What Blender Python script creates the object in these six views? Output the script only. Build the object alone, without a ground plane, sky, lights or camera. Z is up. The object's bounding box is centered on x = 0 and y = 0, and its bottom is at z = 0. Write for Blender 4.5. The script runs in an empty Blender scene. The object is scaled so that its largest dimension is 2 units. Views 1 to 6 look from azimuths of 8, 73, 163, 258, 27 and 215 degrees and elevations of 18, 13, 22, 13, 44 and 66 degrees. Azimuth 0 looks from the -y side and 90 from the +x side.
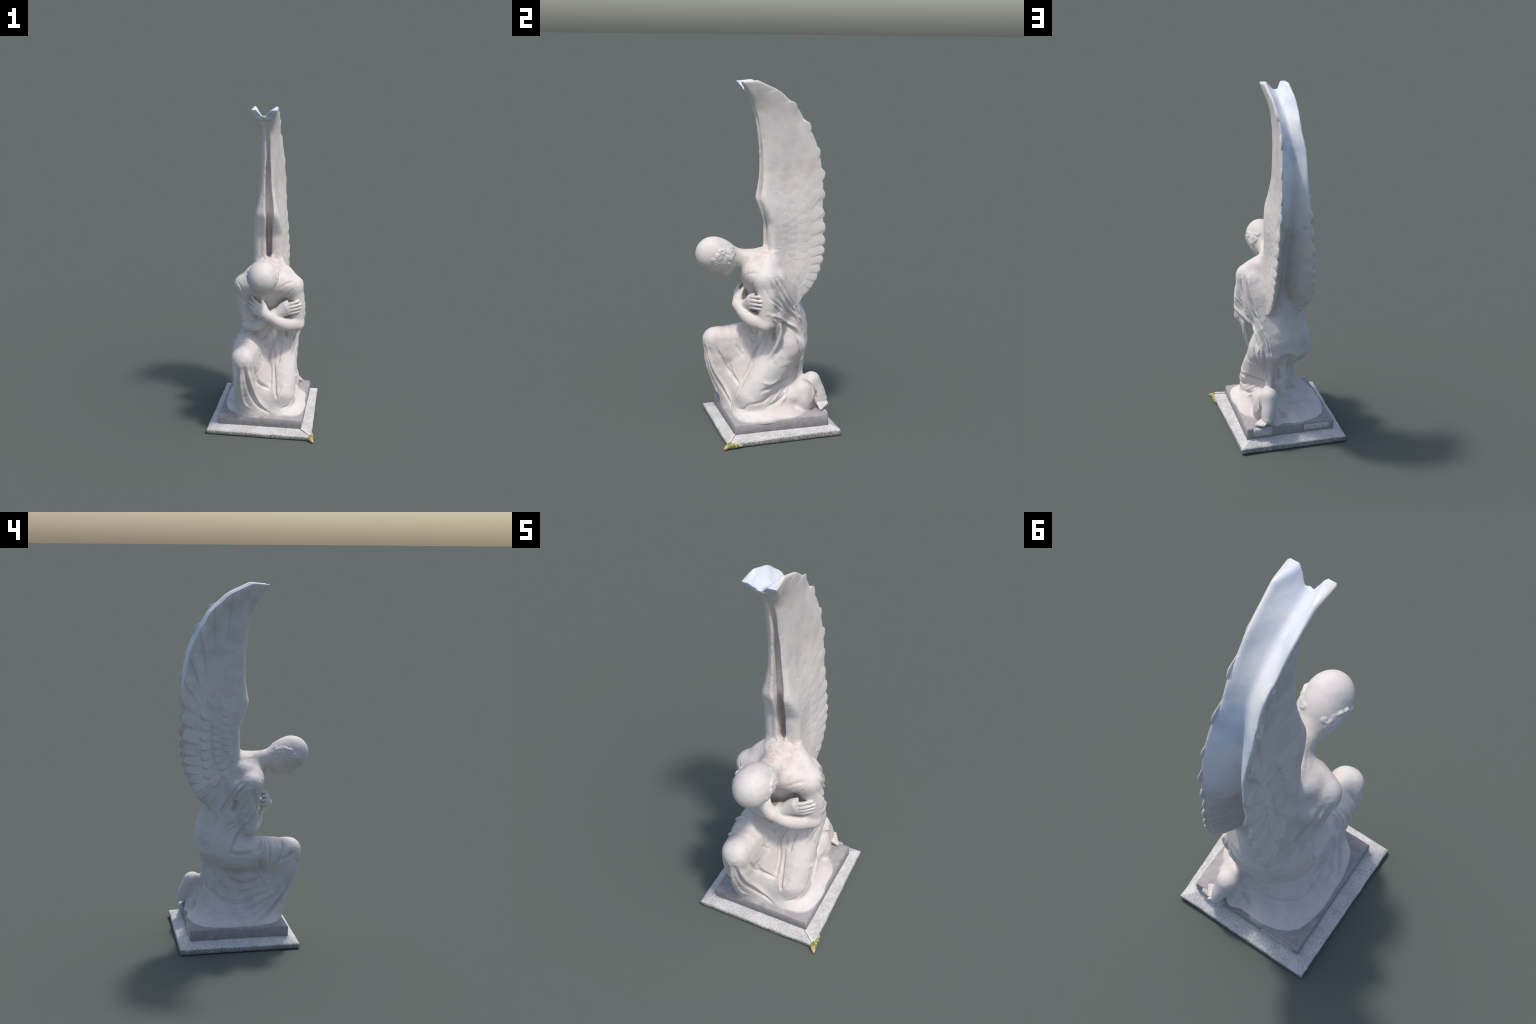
# Kneeling marble angel with folded upright wings on a two-step stone base.
# The figure is modelled as a signed distance field built from anatomical
# primitives, meshed with surface nets, draped with fold strokes and then
# split by region into named parts.  Feathers, base steps etc. are own meshes.
import bpy, math, random
import numpy as np
from mathutils import Vector

random.seed(7)
RNG = np.random.RandomState(7)
H = 0.0032                                    # voxel size of the figure

# ------------------------------------------------------------------ helpers
def interp(z, xs, ys):
    """smooth (pchip-like, via cosine-free Catmull) interpolation of a profile"""
    xs = np.asarray(xs, float); ys = np.asarray(ys, float)
    m = np.gradient(ys, xs)
    d = np.diff(ys) / np.diff(xs)
    m[1:-1] = np.where(d[:-1] * d[1:] <= 0, 0.0,
                       np.sign(d[1:]) * np.minimum(np.abs(m[1:-1]), 3 * np.minimum(np.abs(d[1:]), np.abs(d[:-1]))))
    zc = np.clip(z, xs[0], xs[-1])
    i = np.clip(np.searchsorted(xs, zc, side='right') - 1, 0, len(xs) - 2)
    h = xs[i + 1] - xs[i]; t = (zc - xs[i]) / h
    t2 = t * t; t3 = t2 * t
    return ((2*t3 - 3*t2 + 1) * ys[i] + (t3 - 2*t2 + t) * h * m[i]
            + (-2*t3 + 3*t2) * ys[i+1] + (t3 - t2) * h * m[i+1])

def smoothstep(a, b, x):
    t = np.clip((x - a) / (b - a), 0, 1)
    return t * t * (3 - 2 * t)

def smin(a, b, k):
    if k <= 0: return np.minimum(a, b)
    h = np.maximum(k - np.abs(a - b), 0) / k
    return np.minimum(a, b) - h * h * k * 0.25

def smax(a, b, k):
    return -smin(-a, -b, k)

def euler(rx, ry, rz):
    rx, ry, rz = map(math.radians, (rx, ry, rz))
    X = np.array([[1,0,0],[0,math.cos(rx),-math.sin(rx)],[0,math.sin(rx),math.cos(rx)]])
    Y = np.array([[math.cos(ry),0,math.sin(ry)],[0,1,0],[-math.sin(ry),0,math.cos(ry)]])
    Z = np.array([[math.cos(rz),-math.sin(rz),0],[math.sin(rz),math.cos(rz),0],[0,0,1]])
    return Z @ Y @ X

def lattice_noise(P, scale, seed):
    """cheap smooth value noise on points, in -1..1"""
    rs = np.random.RandomState(seed)
    N = 32
    T = rs.uniform(-1, 1, (N, N, N)).astype(np.float32)
    q = P / scale
    i = np.floor(q).astype(int); f = q - i
    f = f * f * (3 - 2 * f)
    out = np.zeros(len(P))
    for dx in (0, 1):
        for dy in (0, 1):
            for dz in (0, 1):
                w = (f[:,0] if dx else 1-f[:,0]) * (f[:,1] if dy else 1-f[:,1]) * (f[:,2] if dz else 1-f[:,2])
                out += w * T[(i[:,0]+dx) % N, (i[:,1]+dy) % N, (i[:,2]+dz) % N]
    return out

# ------------------------------------------------------------------ SDF field
class Field:
    def __init__(s, lo, hi, h):
        s.lo = np.array(lo); s.h = h
        s.n = np.ceil((np.array(hi) - s.lo) / h).astype(int) + 1
        s.d = np.full(s.n, 0.2, np.float32)
        s.lab = np.zeros(s.n, np.int8)
        s.ax = [(s.lo[i] + h * np.arange(s.n[i])).astype(np.float32) for i in range(3)]
    def box(s, lo, hi, m):
        a = np.clip(np.floor((np.array(lo) - m - s.lo) / s.h).astype(int), 0, s.n)
        b = np.clip(np.ceil((np.array(hi) + m - s.lo) / s.h).astype(int) + 1, 0, s.n)
        sl = tuple(slice(a[i], b[i]) for i in range(3))
        return sl, s.ax[0][sl[0]][:,None,None], s.ax[1][sl[1]][None,:,None], s.ax[2][sl[2]][None,None,:]
    def add(s, prim, label, k=0.02):
        f, lo, hi = prim
        sl, X, Y, Z = s.box(lo, hi, k + 3 * s.h)
        d = f(X, Y, Z).astype(np.float32); o = s.d[sl]
        s.lab[sl] = np.where(d < o, np.int8(label), s.lab[sl])
        s.d[sl] = smin(o, np.broadcast_to(d, o.shape), k)
    def cut(s, prim, k=0.01):
        f, lo, hi = prim
        sl, X, Y, Z = s.box(lo, hi, k + 3 * s.h)
        d = f(X, Y, Z).astype(np.float32)
        s.d[sl] = smax(s.d[sl], np.broadcast_to(-d, s.d[sl].shape), k)
    def mesh(s):
        d = s.d; n = s.n
        ins = d < 0
        c = ins[:-1,:-1,:-1].astype(np.int8)
        cnt = np.zeros(np.array(n) - 1, np.int8)
        for o in np.ndindex(2,2,2):
            cnt += ins[o[0]:n[0]-1+o[0], o[1]:n[1]-1+o[1], o[2]:n[2]-1+o[2]]
        act = (cnt > 0) & (cnt < 8)
        I = np.argwhere(act)
        idx = np.full(act.shape, -1, np.int32); idx[act] = np.arange(len(I))
        cv = {o: d[I[:,0]+o[0], I[:,1]+o[1], I[:,2]+o[2]] for o in np.ndindex(2,2,2)}
        acc = np.zeros((len(I), 3)); w = np.zeros(len(I))
        for ax in range(3):
            for o in np.ndindex(2,2,2):
                if o[ax]: continue
                o2 = tuple(1 if i == ax else o[i] for i in range(3))
                a, b = cv[o], cv[o2]; m = (a < 0) != (b < 0)
                t = np.where(m, a / np.where(a == b, 1, a - b), 0)
                p = np.tile(np.array(o, float), (len(I), 1)); p[:,ax] = t
                acc += p * m[:,None]; w += m
        V = s.lo + s.h * (I + acc / w[:,None])
        Q = []
        for ax in range(3):
            u, v = (ax+1) % 3, (ax+2) % 3
            A = [slice(1, n[i]-1) for i in range(3)]; A[ax] = slice(0, n[ax]-1)
            B = list(A); B[ax] = slice(1, n[ax])
            a = ins[tuple(A)]; b = ins[tuple(B)]
            for sign in (True, False):
                E = np.argwhere((a != b) & (a == sign))
                base = np.array([sl.start for sl in A]); E = E + base
                def cell(du, dv):
                    q = E.copy(); q[:,u] += du; q[:,v] += dv
                    return idx[q[:,0], q[:,1], q[:,2]]
                q = [cell(-1,-1), cell(0,-1), cell(0,0), cell(-1,0)]
                if not sign: q = q[::-1]
                Q.append(np.stack(q, 1))
        Q = np.concatenate(Q)
        lab = s.lab[I[:,0], I[:,1], I[:,2]]
        return V, Q, lab

# ------------------------------------------------------------------ primitives
def limb(pts, radii):
    """smooth tapered tube: Catmull-Rom through pts, radius interpolated alike"""
    P = np.column_stack([np.array(pts, float), np.array(radii, float)])
    if len(P) > 2:
        E = np.vstack([2*P[0]-P[1], P, 2*P[-1]-P[-2]]); C = []
        for i in range(len(P) - 1):
            p0, p1, p2, p3 = E[i:i+4]
            for t in (0, .25, .5, .75):
                C.append(p1 + .5*t*((p2-p0) + t*((2*p0-5*p1+4*p2-p3) + t*(3*p1-p0-3*p2+p3))))
        P = np.array(C + [P[-1]])
    P, r = P[:,:3], np.maximum(P[:,3], .002)
    def f(X, Y, Z):
        best = None
        for a, b, ra, rb in zip(P[:-1], P[1:], r[:-1], r[1:]):
            ab = b - a; L = ab @ ab
            t = np.clip(((X-a[0])*ab[0] + (Y-a[1])*ab[1] + (Z-a[2])*ab[2]) / L, 0, 1)
            q = np.sqrt((X-a[0]-t*ab[0])**2 + (Y-a[1]-t*ab[1])**2 + (Z-a[2]-t*ab[2])**2) - (ra + (rb-ra)*t)
            best = q if best is None else np.minimum(best, q)
        return best
    m = r.max()
    return f, P.min(0) - m, P.max(0) + m

def blob(c, r, rot=(0,0,0)):
    c = np.array(c, float); r = np.array(r, float); R = euler(*rot)
    def f(X, Y, Z):
        x, y, z = X-c[0], Y-c[1], Z-c[2]
        a = R[0,0]*x + R[1,0]*y + R[2,0]*z
        b = R[0,1]*x + R[1,1]*y + R[2,1]*z
        e = R[0,2]*x + R[1,2]*y + R[2,2]*z
        k0 = np.sqrt((a/r[0])**2 + (b/r[1])**2 + (e/r[2])**2)
        k1 = np.sqrt((a/r[0]**2)**2 + (b/r[1]**2)**2 + (e/r[2]**2)**2) + 1e-6
        return k0 * (k0 - 1) / k1
    m = r.max()
    return f, c - m, c + m

def stack(rows, power=2.2, cap_k=0.03):
    """upright body of super-elliptic slices: z, x_min, x_max, y_front, y_back"""
    T = np.array(rows, float); T = T[np.argsort(T[:,0])]
    def f(X, Y, Z):
        z = Z.ravel()
        g = [interp(z, T[:,0], T[:,i])[None,None,:] for i in range(1,5)]
        cx, rx = (g[0]+g[1])/2, (g[1]-g[0])/2
        cy, ry = (g[2]+g[3])/2, (g[3]-g[2])/2
        u = np.abs((X-cx)/rx); v = np.abs((Y-cy)/ry)
        q = (u**power + v**power) ** (1/power)
        side = (q - 1) * np.minimum(rx, ry)
        cap = np.maximum(T[0,0] - Z, Z - T[-1,0])
        return smax(side, cap, cap_k)
    return f, (T[:,1].min(), T[:,3].min(), T[0,0]), (T[:,2].max(), T[:,4].max(), T[-1,0])

def polar(centre, levels, rows, cap_k=0.01):
    """upright body of star-shaped slices: radius per direction (16) and level"""
    zz = np.array(levels, float); Rr = np.array(rows, float); n = Rr.shape[1]
    def f(X, Y, Z):
        x = X - centre[0]; y = Y - centre[1]
        th = (np.arctan2(y, x) / (2*np.pi)) % 1.0 * n
        i = np.floor(th).astype(int); t = th - i
        z = Z.ravel()
        G = np.stack([interp(z, zz, Rr[:,j]) for j in range(n)])    # n x nz
        i2 = i[:,:,0]; t2 = t[:,:,0][:,:,None]
        p0, p1, p2, p3 = (G[(i2 + o) % n] for o in (-1,0,1,2))
        rad = p1 + 0.5*t2*((p2-p0) + t2*((2*p0-5*p1+4*p2-p3) + t2*(3*p1-p0-3*p2+p3)))
        r = np.sqrt(x*x + y*y)
        cap = np.maximum(zz[0] - Z, Z - zz[-1])
        return smax((r - rad) * 0.75, cap, cap_k)
    m = Rr.max()
    return f, (centre[0]-m, centre[1]-m, zz[0]), (centre[0]+m, centre[1]+m, zz[-1])

# ------------------------------------------------------------------ wings
# leading edge, trailing edge and inner valley as profiles over height
LEAD = ([.77,1.0,1.1,1.2,1.25,1.3,1.35,1.4,1.5,1.6,1.7,1.8,1.85,1.9,1.95,1.98,2.0],
        [.036,.012,.012,.012,-.002,-.022,-.038,-.031,-.021,-.023,-.033,-.049,-.063,-.082,-.110,-.136,-.146])
TRAIL = ([.755,.77,.80,.85,.90,1.0,1.1,1.2,1.3,1.4,1.5,1.6,1.7,1.8,1.85,1.9,1.95,1.98,2.0],
         [.165,.195,.232,.270,.294,.318,.326,.328,.327,.328,.319,.302,.266,.207,.175,.120,.056,-.010,-.055])
VALLEY = ([.77,1.0,1.23,1.42,1.56,1.70,1.8,1.87,1.910,1.942,1.965,2.0],
          [.10,.170,.200,.212,.212,.190,.14,.06,-.02,-.095,-.18,-.36])
OUT_LEAD = {1: ([.9,1.1,1.2,1.3,1.4,1.5,1.6,1.7,1.8,1.85,1.9,1.95,2.0], [.098,.098,.100,.090,.066,.049,.044,.041,.044,.048,.059,.073,.088]),
            -1: ([.9,1.1,1.2,1.3,1.4,1.5,1.6,1.7,1.8,1.85,1.9,1.95,2.0], [.083,.084,.085,.078,.057,.041,.034,.031,.031,.034,.044,.056,.072])}
OUT_TRAIL = {1: ([.77,.85,.9,1.0,1.1,1.2,1.3,1.4,1.5,1.6,1.7,1.8,1.85,1.9,2.0], [.098,.105,.107,.108,.103,.098,.090,.086,.082,.079,.073,.064,.067,.070,.080]),
             -1: ([.77,.85,.9,1.0,1.1,1.2,1.3,1.4,1.5,1.6,1.7,1.8,1.85,1.9,2.0], [.088,.114,.120,.118,.113,.106,.097,.087,.078,.071,.071,.062,.060,.064,.062])}

def wing_outer(y, z, side):
    """half-space x of the outer wing face at (y, z)"""
    yl = interp(z, *LEAD); yt = interp(z, *TRAIL)
    a = interp(z, *OUT_LEAD[side]); b = interp(z, *OUT_TRAIL[side])
    t = y - yl; W = np.maximum(yt - yl, 0.02); s = np.clip(t / W, 0, 1.2)
    x = a + (b - a) * s
    dip = np.where(s < .5, np.exp(-((s - .5) / .30)**2), np.exp(-((s - .5) / .25)**2))
    x = x - (0.030 * smoothstep(.82, 1.05, z) * smoothstep(1.98, 1.85, z) if side < 0 else 0.019 * smoothstep(.85, 1.1, z) * smoothstep(1.85, 1.35, z)) * dip
    r = np.minimum(0.036, 0.4 * W)
    nose = np.sqrt(np.clip(1 - np.clip(1 - t / r, 0, 1)**2, 0.0, 1))
    fl = 0.35 + 0.65 * smoothstep(1.82, 1.96, z)
    return x * (fl + (1 - fl) * nose)

def wing(side):
    def f(X, Y, Z):
        y2, z2 = Y[0], Z[0]                          # (ny,1),(1,nz)
        zz = np.broadcast_to(z2, (y2.shape[0], z2.shape[1])).ravel()
        yy = np.broadcast_to(y2, (y2.shape[0], z2.shape[1])).ravel()
        sh = (1, y2.shape[0], z2.shape[1])
        yl = interp(zz, *LEAD); yt = interp(zz, *TRAIL); yv = interp(zz, *VALLEY)
        xo = wing_outer(yy, zz, side)
        b = interp(zz, *OUT_TRAIL[side])
        e = 1e-3
        dl = (interp(zz + e, *LEAD) - interp(zz - e, *LEAD)) / (2*e)
        dt = (interp(zz + e, *TRAIL) - interp(zz - e, *TRAIL)) / (2*e)
        edge = np.minimum((yy - yl) / np.sqrt(1 + dl*dl), (yt - yy) / np.sqrt(1 + dt*dt))
        edge = np.minimum(edge, zz - 0.755); edge = np.minimum(edge, 1.993 + 0.007 * np.exp(-((yy + .06) / .05)**2) - zz)
        th = 0.015
        u = np.clip((yy - yv) / np.maximum(yt - yv, 0.02), 0, 1)
        # cleft between the wings lies a little to the -x side, walls curving out to the rear edges
        xa = (-0.016 * smoothstep(1.80, 1.55, zz) + 0.028 * smoothstep(1.40, 1.18, zz)) * side
        pw = 1.0 + ((0.9 * smoothstep(1.15, 1.35, zz)) if side > 0 else 0.8) * smoothstep(1.9, 1.75, zz)
        xi = xa + (np.maximum(b - th, 0) - xa) * u ** pw
        xi = np.where(yy < yv, xa - 0.012, xi)
        if side < 0: xi = np.minimum(xi, np.maximum(xo - 0.015, -0.02))
        # groove between the two leading edges, deeper low down
        depth = 0.050 * smoothstep(1.90, 1.70, zz) + 0.001 + 0.045 * smoothstep(1.45, 1.15, zz)
        lead = interp(zz, *OUT_LEAD[side]); low = smoothstep(1.45, 1.2, zz)
        gw = np.where(side > 0, (1 - low) * 0.78 * lead + low * 0.036, (1 - low) * -0.006 + low * 0.004)
        tt = yy - yl
        notch = gw * np.sqrt(np.clip(1 - tt / depth, 0, 1))
        xi = np.where((tt < depth) & (zz < 1.93), np.maximum(xi, notch), xi)
        xo, xi, edge = (q.reshape(sh).astype(np.float32) for q in (xo, xi, edge))
        ax = X * side
        slab = np.maximum((ax - xo), (xi - ax)) * 0.9
        return smax(slab, -edge - 0.002, 0.010)
    lo = (-0.03, -0.17, 0.74) if side > 0 else (-0.15, -0.17, 0.74)
    hi = (0.15, 0.36, 2.0) if side > 0 else (0.03, 0.36, 2.0)
    return f, lo, hi

# ------------------------------------------------------------------ the figure
NAMES = ['robe', 'head', 'hair', 'neck', 'torso', 'arm', 'arm', 'hand', 'hand',
         'leg', 'leg', 'foot', 'wing', 'wing']
(ROBE, HEAD, HAIR, NECK, TORSO, ARM_R, ARM_L, HAND_R, HAND_L,
 LEG_R, LEG_L, FOOT, WING_R, WING_L) = range(14)      # R: +x side, L: -x side

F = Field((-0.30, -0.42, 0.094), (0.29, 0.41, 2.012), H)

# torso and hips (upper garment bulging over the skirt)
F.add(stack([
    (.44, -.132, .150, -.010, .200),
    (.47, -.152, .172, -.022, .236),
    (.52, -.172, .176, -.028, .268),
    (.58, -.166, .166, -.030, .268),
    (.65, -.145, .156, -.032, .257),
    (.72, -.135, .148, -.050, .232),
    (.80, -.135, .152, -.082, .195),
    (.87, -.140, .165, -.122, .160),
    (.93, -.130, .165, -.136, .125),
    (.98, -.095, .132, -.115, .090),
    (1.03, -.040, .085, -.065, .060)], 1.9, 0.012), TORSO, 0.02)
# sash of cloth crossing the back to the +x hip
F.add(limb([(.120,.070,.86), (.100,.140,.70), (.070,.158,.56)], [.045,.050,.045]), TORSO, 0.04)
# arched hem at the back, with the inner skirt set back below it
F.cut(blob((.002,.285,.415), (.100,.075,.128)), 0.006)

# robe: pool on the base rising into the gathered skirt
F.add(polar((0.0, 0.05), [.095, .116, .128, .150, .20, .28, .36, .44, .50], [
    # 0    22   45   67   90   112  135  157  180  202  225  247  270  292  315  337
    [.245,.255,.240,.272,.266,.286,.297,.270,.253,.268,.295,.285,.252,.272,.308,.275],
    [.243,.253,.238,.270,.264,.284,.295,.268,.251,.266,.293,.283,.250,.270,.305,.272],
    [.232,.240,.222,.240,.250,.272,.280,.258,.245,.258,.284,.280,.248,.264,.282,.255],
    [.205,.205,.190,.205,.218,.238,.240,.220,.203,.220,.262,.276,.244,.248,.242,.220],
    [.160,.150,.150,.165,.178,.168,.152,.132,.126,.152,.224,.266,.235,.212,.180,.160],
    [.130,.125,.140,.160,.166,.132,.105,.085,.082,.115,.200,.260,.218,.165,.130,.125],
    [.125,.125,.140,.156,.160,.130,.102,.090,.090,.115,.184,.238,.185,.118,.105,.120],
    [.125,.130,.145,.156,.160,.134,.110,.102,.102,.122,.170,.208,.140,.095,.100,.120],
    [.125,.130,.150,.156,.158,.135,.105,.090,.090,.112,.150,.160,.110,.090,.100,.120]]), ROBE, 0.006)
F.add(limb([(.085,.210,.52), (.092,.202,.40), (.092,.198,.28)], [.024,.022,.019]), ROBE, 0.02)

# shoulders
F.add(limb([(-.13,-.035,.905), (.02,.01,.985), (.165,-.03,.915)], [.058,.058,.062]), TORSO, 0.05)

# breast and the slope from neck to shoulder
F.add(blob((.105,-.064,.930), (.070,.060,.060)), TORSO, 0.04)
F.add(blob((-.070,-.058,.920), (.060,.052,.056)), TORSO, 0.04)
F.add(limb([(-.070,.000,.974), (.025,.010,.998), (.115,.000,.978)], [.037,.043,.038]), TORSO, 0.05)

# legs under the cloth
F.add(limb([(.085,.12,.50), (.100,.00,.34), (.105,-.090,.215)], [.095,.094,.084]), LEG_R, 0.05)
F.add(limb([(.110,-.08,.185), (.106,.08,.190), (.122,.215,.215)], [.070,.056,.060]), LEG_R, 0.03)
F.add(blob((.143,.215,.165), (.045,.045,.060)), LEG_R, 0.03)
F.add(limb([(-.078,.07,.50), (-.106,-.09,.502), (-.106,-.255,.510)], [.097,.092,.062]), LEG_L, 0.04)
F.add(limb([(-.106,-.255,.505), (-.102,-.234,.36), (-.092,-.155,.15)], [.062,.065,.066]), LEG_L, 0.04)
# cloth hanging between thigh and shin
F.add(limb([(-.10,-.20,.44), (-.075,-.12,.40), (-.055,-.10,.20)], [.055,.058,.056]), LEG_L, 0.06)

# neck and head
F.add(limb([(.02,.005,.985), (.02,-.08,1.005), (.018,-.175,1.02)], [.062,.053,.053]), NECK, 0.05)
F.add(blob((.019,-.294,1.048), (.087,.100,.095)), HEAD, 0.02)
F.add(blob((.018,-.235,1.035), (.080,.075,.078)), HAIR, 0.03)
F.add(blob((.015,-.252,.989), (.063,.073,.060)), HEAD, 0.03)
F.add(blob((.012,-.213,.946), (.036,.030,.028)), HEAD, 0.03)
F.add(limb([(.011,-.312,.955), (.008,-.296,.940), (.006,-.281,.932)], [.007,.0075,.0095]), HEAD, 0.010)
F.add(blob((.010,-.255,.932), (.017,.007,.007)), HEAD, 0.006)
F.add(blob((.010,-.244,.931), (.015,.007,.007)), HEAD, 0.006)
for sx in (-1, 1):
    F.add(limb([(.012 + sx*.014,-.314,.953), (.012 + sx*.032,-.312,.958), (.014 + sx*.050,-.300,.972)], [.008,.008,.006]), HEAD, 0.012)
for sx in (-1, 1):
    F.cut(blob((.011 + sx*.028, -.297, .936), (.017,.009,.012)), 0.012)

# curled locks over the ears, ringlets laid on the side of the skull
def skull_x(y, z, sx):
    a = 1 - ((y + .288)/.099)**2 - ((z - 1.056)/.092)**2
    b = 1 - ((y + .235)/.075)**2 - ((z - 1.035)/.078)**2
    return .0185 + sx * max(.086 * math.sqrt(max(a, 0)), .080 * math.sqrt(max(b, 0)))
for sx in (-1, 1):
    rr = random.Random(11 + sx)
    for row, (y0, y1, z0, z1, n) in enumerate([(-.270,-.200,1.072,1.088,4), (-.300,-.192,1.050,1.066,6), (-.310,-.196,1.030,1.046,6),
                                               (-.308,-.206,1.010,1.024,6), (-.295,-.222,.992,1.002,4)]):
        for i in range(n):
            q = (i + .5 * (row % 2)) / max(n - 1, 1)
            y = y0 + (y1 - y0) * min(q, 1.0) + rr.uniform(-.003, .003); z = z0 + (z1 - z0) * min(q, 1.0) + rr.uniform(-.003, .003)
            rad = rr.uniform(.0070, .0095); ph = rr.uniform(0, 6.28); arc = []
            for t in range(6):
                a = ph + t * .95; k = rad * (1 - .10 * t)
                yy, zz = y + k * math.cos(a), z + k * math.sin(a)
                arc.append((skull_x(yy, zz, sx) + sx * .0022, yy, zz))
            F.add(limb(arc, [.0072 - .0005*t for t in range(6)]), HAIR, 0.006)

# arms crossed on the breast
F.add(limb([(.166,-.030,.905), (.190,-.024,.80), (.190,-.026,.672)], [.060,.054,.049]), ARM_R, 0.025)
F.add(limb([(.190,-.040,.667), (.114,-.112,.690), (.040,-.158,.746)], [.047,.040,.029]), ARM_R, 0.014)
F.add(limb([(-.128,-.035,.90), (-.115,-.030,.78), (-.100,-.030,.650)], [.060,.054,.046]), ARM_L, 0.025)
F.add(limb([(-.098,-.035,.648), (-.03,-.080,.672), (.060,-.108,.745)], [.046,.038,.029]), ARM_L, 0.012)
# sleeves: cloth between arm and back, loose cuff hanging under the elbow
F.add(limb([(.135,.040,.905), (.152,.045,.80), (.155,.040,.69)], [.055,.055,.042]), ARM_R, 0.04)
F.add(blob((.108,.070,.77), (.056,.070,.135), (-12,0,0)), TORSO, 0.04)
F.add(limb([(.196,.018,.715), (.202,.042,.650), (.198,.046,.585), (.178,.028,.52), (.150,.000,.455)], [.016,.013,.012,.011,.005]), ARM_R, 0.022)
F.add(limb([(-.105,.040,.88), (-.100,.045,.78), (-.085,.040,.64)], [.050,.045,.035]), ARM_L, 0.035)
def hand(wrist, knuckles, tips, label, thumb):
    w = np.array(wrist, float)
    for k, t in zip(knuckles, tips):
        k = np.array(k); t = np.array(t)
        F.add(limb([w, k], [.022, .0135]), label, 0.020)
        m = (k + t) / 2 + np.array([0, -.010, .002])
        F.add(limb([k, m, t], [.0115, .0100, .0078]), label, 0.006)
    F.add(limb(thumb, [.016, .012, .009]), label, 0.012)
hand((.034,-.154,.752), [(-.018,-.142,.812), (-.035,-.146,.800), (-.047,-.145,.782), (-.050,-.138,.764)],
     [(-.074,-.100,.846), (-.086,-.100,.824), (-.090,-.100,.800), (-.085,-.098,.776)], HAND_R,
     [(.022,-.145,.775), (.006,-.128,.812), (-.012,-.108,.832)])
hand((.068,-.114,.752), [(.130,-.112,.812), (.140,-.116,.796), (.143,-.114,.777), (.141,-.106,.758)],
     [(.208,-.078,.828), (.218,-.072,.805), (.217,-.072,.783), (.207,-.076,.760)], HAND_L,
     [(.085,-.112,.775), (.110,-.102,.810), (.140,-.092,.828)])

# bare foot: heel up, toes on the base, cloth heaped beside it
F.add(limb([(.080,.20,.19), (.085,.27,.15), (.075,.29,.11)], [.055,.042,.03]), ROBE, 0.03)
F.add(limb([(.116,.20,.245), (.110,.262,.285)], [.046,.042]), FOOT, 0.03)
F.add(limb([(.110,.266,.288), (.130,.292,.215), (.140,.304,.168)], [.036,.029,.022]), FOOT, 0.02)
F.add(limb([(.107,.282,.285), (.119,.316,.225), (.131,.338,.172)], [.034,.029,.022]), FOOT, 0.03)
for i in range(5):
    F.add(limb([(.138-.003*i,.298+.011*i,.155+.003*i), (.165-.005*i,.301+.012*i,.147+.003*i), (.190-.007*i,.303+.013*i,.132+.004*i)],
               [.0130-.0014*i,.0125-.0016*i,.0105-.0014*i]), FOOT, 0.005)

# wings rising from the shoulder blades
F.add(wing(1), WING_R, 0.04)
F.add(wing(-1), WING_L, 0.03)

V, Q, lab = F.mesh()
# ------------------------------------------------------------------ relief on the figure
def normals(V, Q):
    n = np.cross(V[Q[:,2]] - V[Q[:,0]], V[Q[:,3]] - V[Q[:,1]])
    N = np.zeros_like(V)
    for i in range(4): np.add.at(N, Q[:,i], n)
    return N / (np.linalg.norm(N, axis=1)[:,None] + 1e-12)

def relax(V, Q, it, lam=0.5):
    E = np.concatenate([Q[:,[0,1]], Q[:,[1,2]], Q[:,[2,3]], Q[:,[3,0]]])
    cnt = np.bincount(E[:,0], minlength=len(V)) + np.bincount(E[:,1], minlength=len(V))
    for j in range(it):
        for l in (lam, -lam * 1.04):
            S = np.stack([np.bincount(E[:,0], V[E[:,1],i], len(V)) + np.bincount(E[:,1], V[E[:,0],i], len(V)) for i in range(3)], 1)
            V = V + l * (S / cnt[:,None] - V)
    return V
V = relax(V, Q, 4)
gap = (V[:,1] < .10) & (np.abs(V[:,0]) < .06) & (V[:,2] > 1.07) & (V[:,2] < 1.93)   # slot between the leading edges
W = relax(V, Q, 14); V[gap] = W[gap]
N = normals(V, Q)

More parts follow.
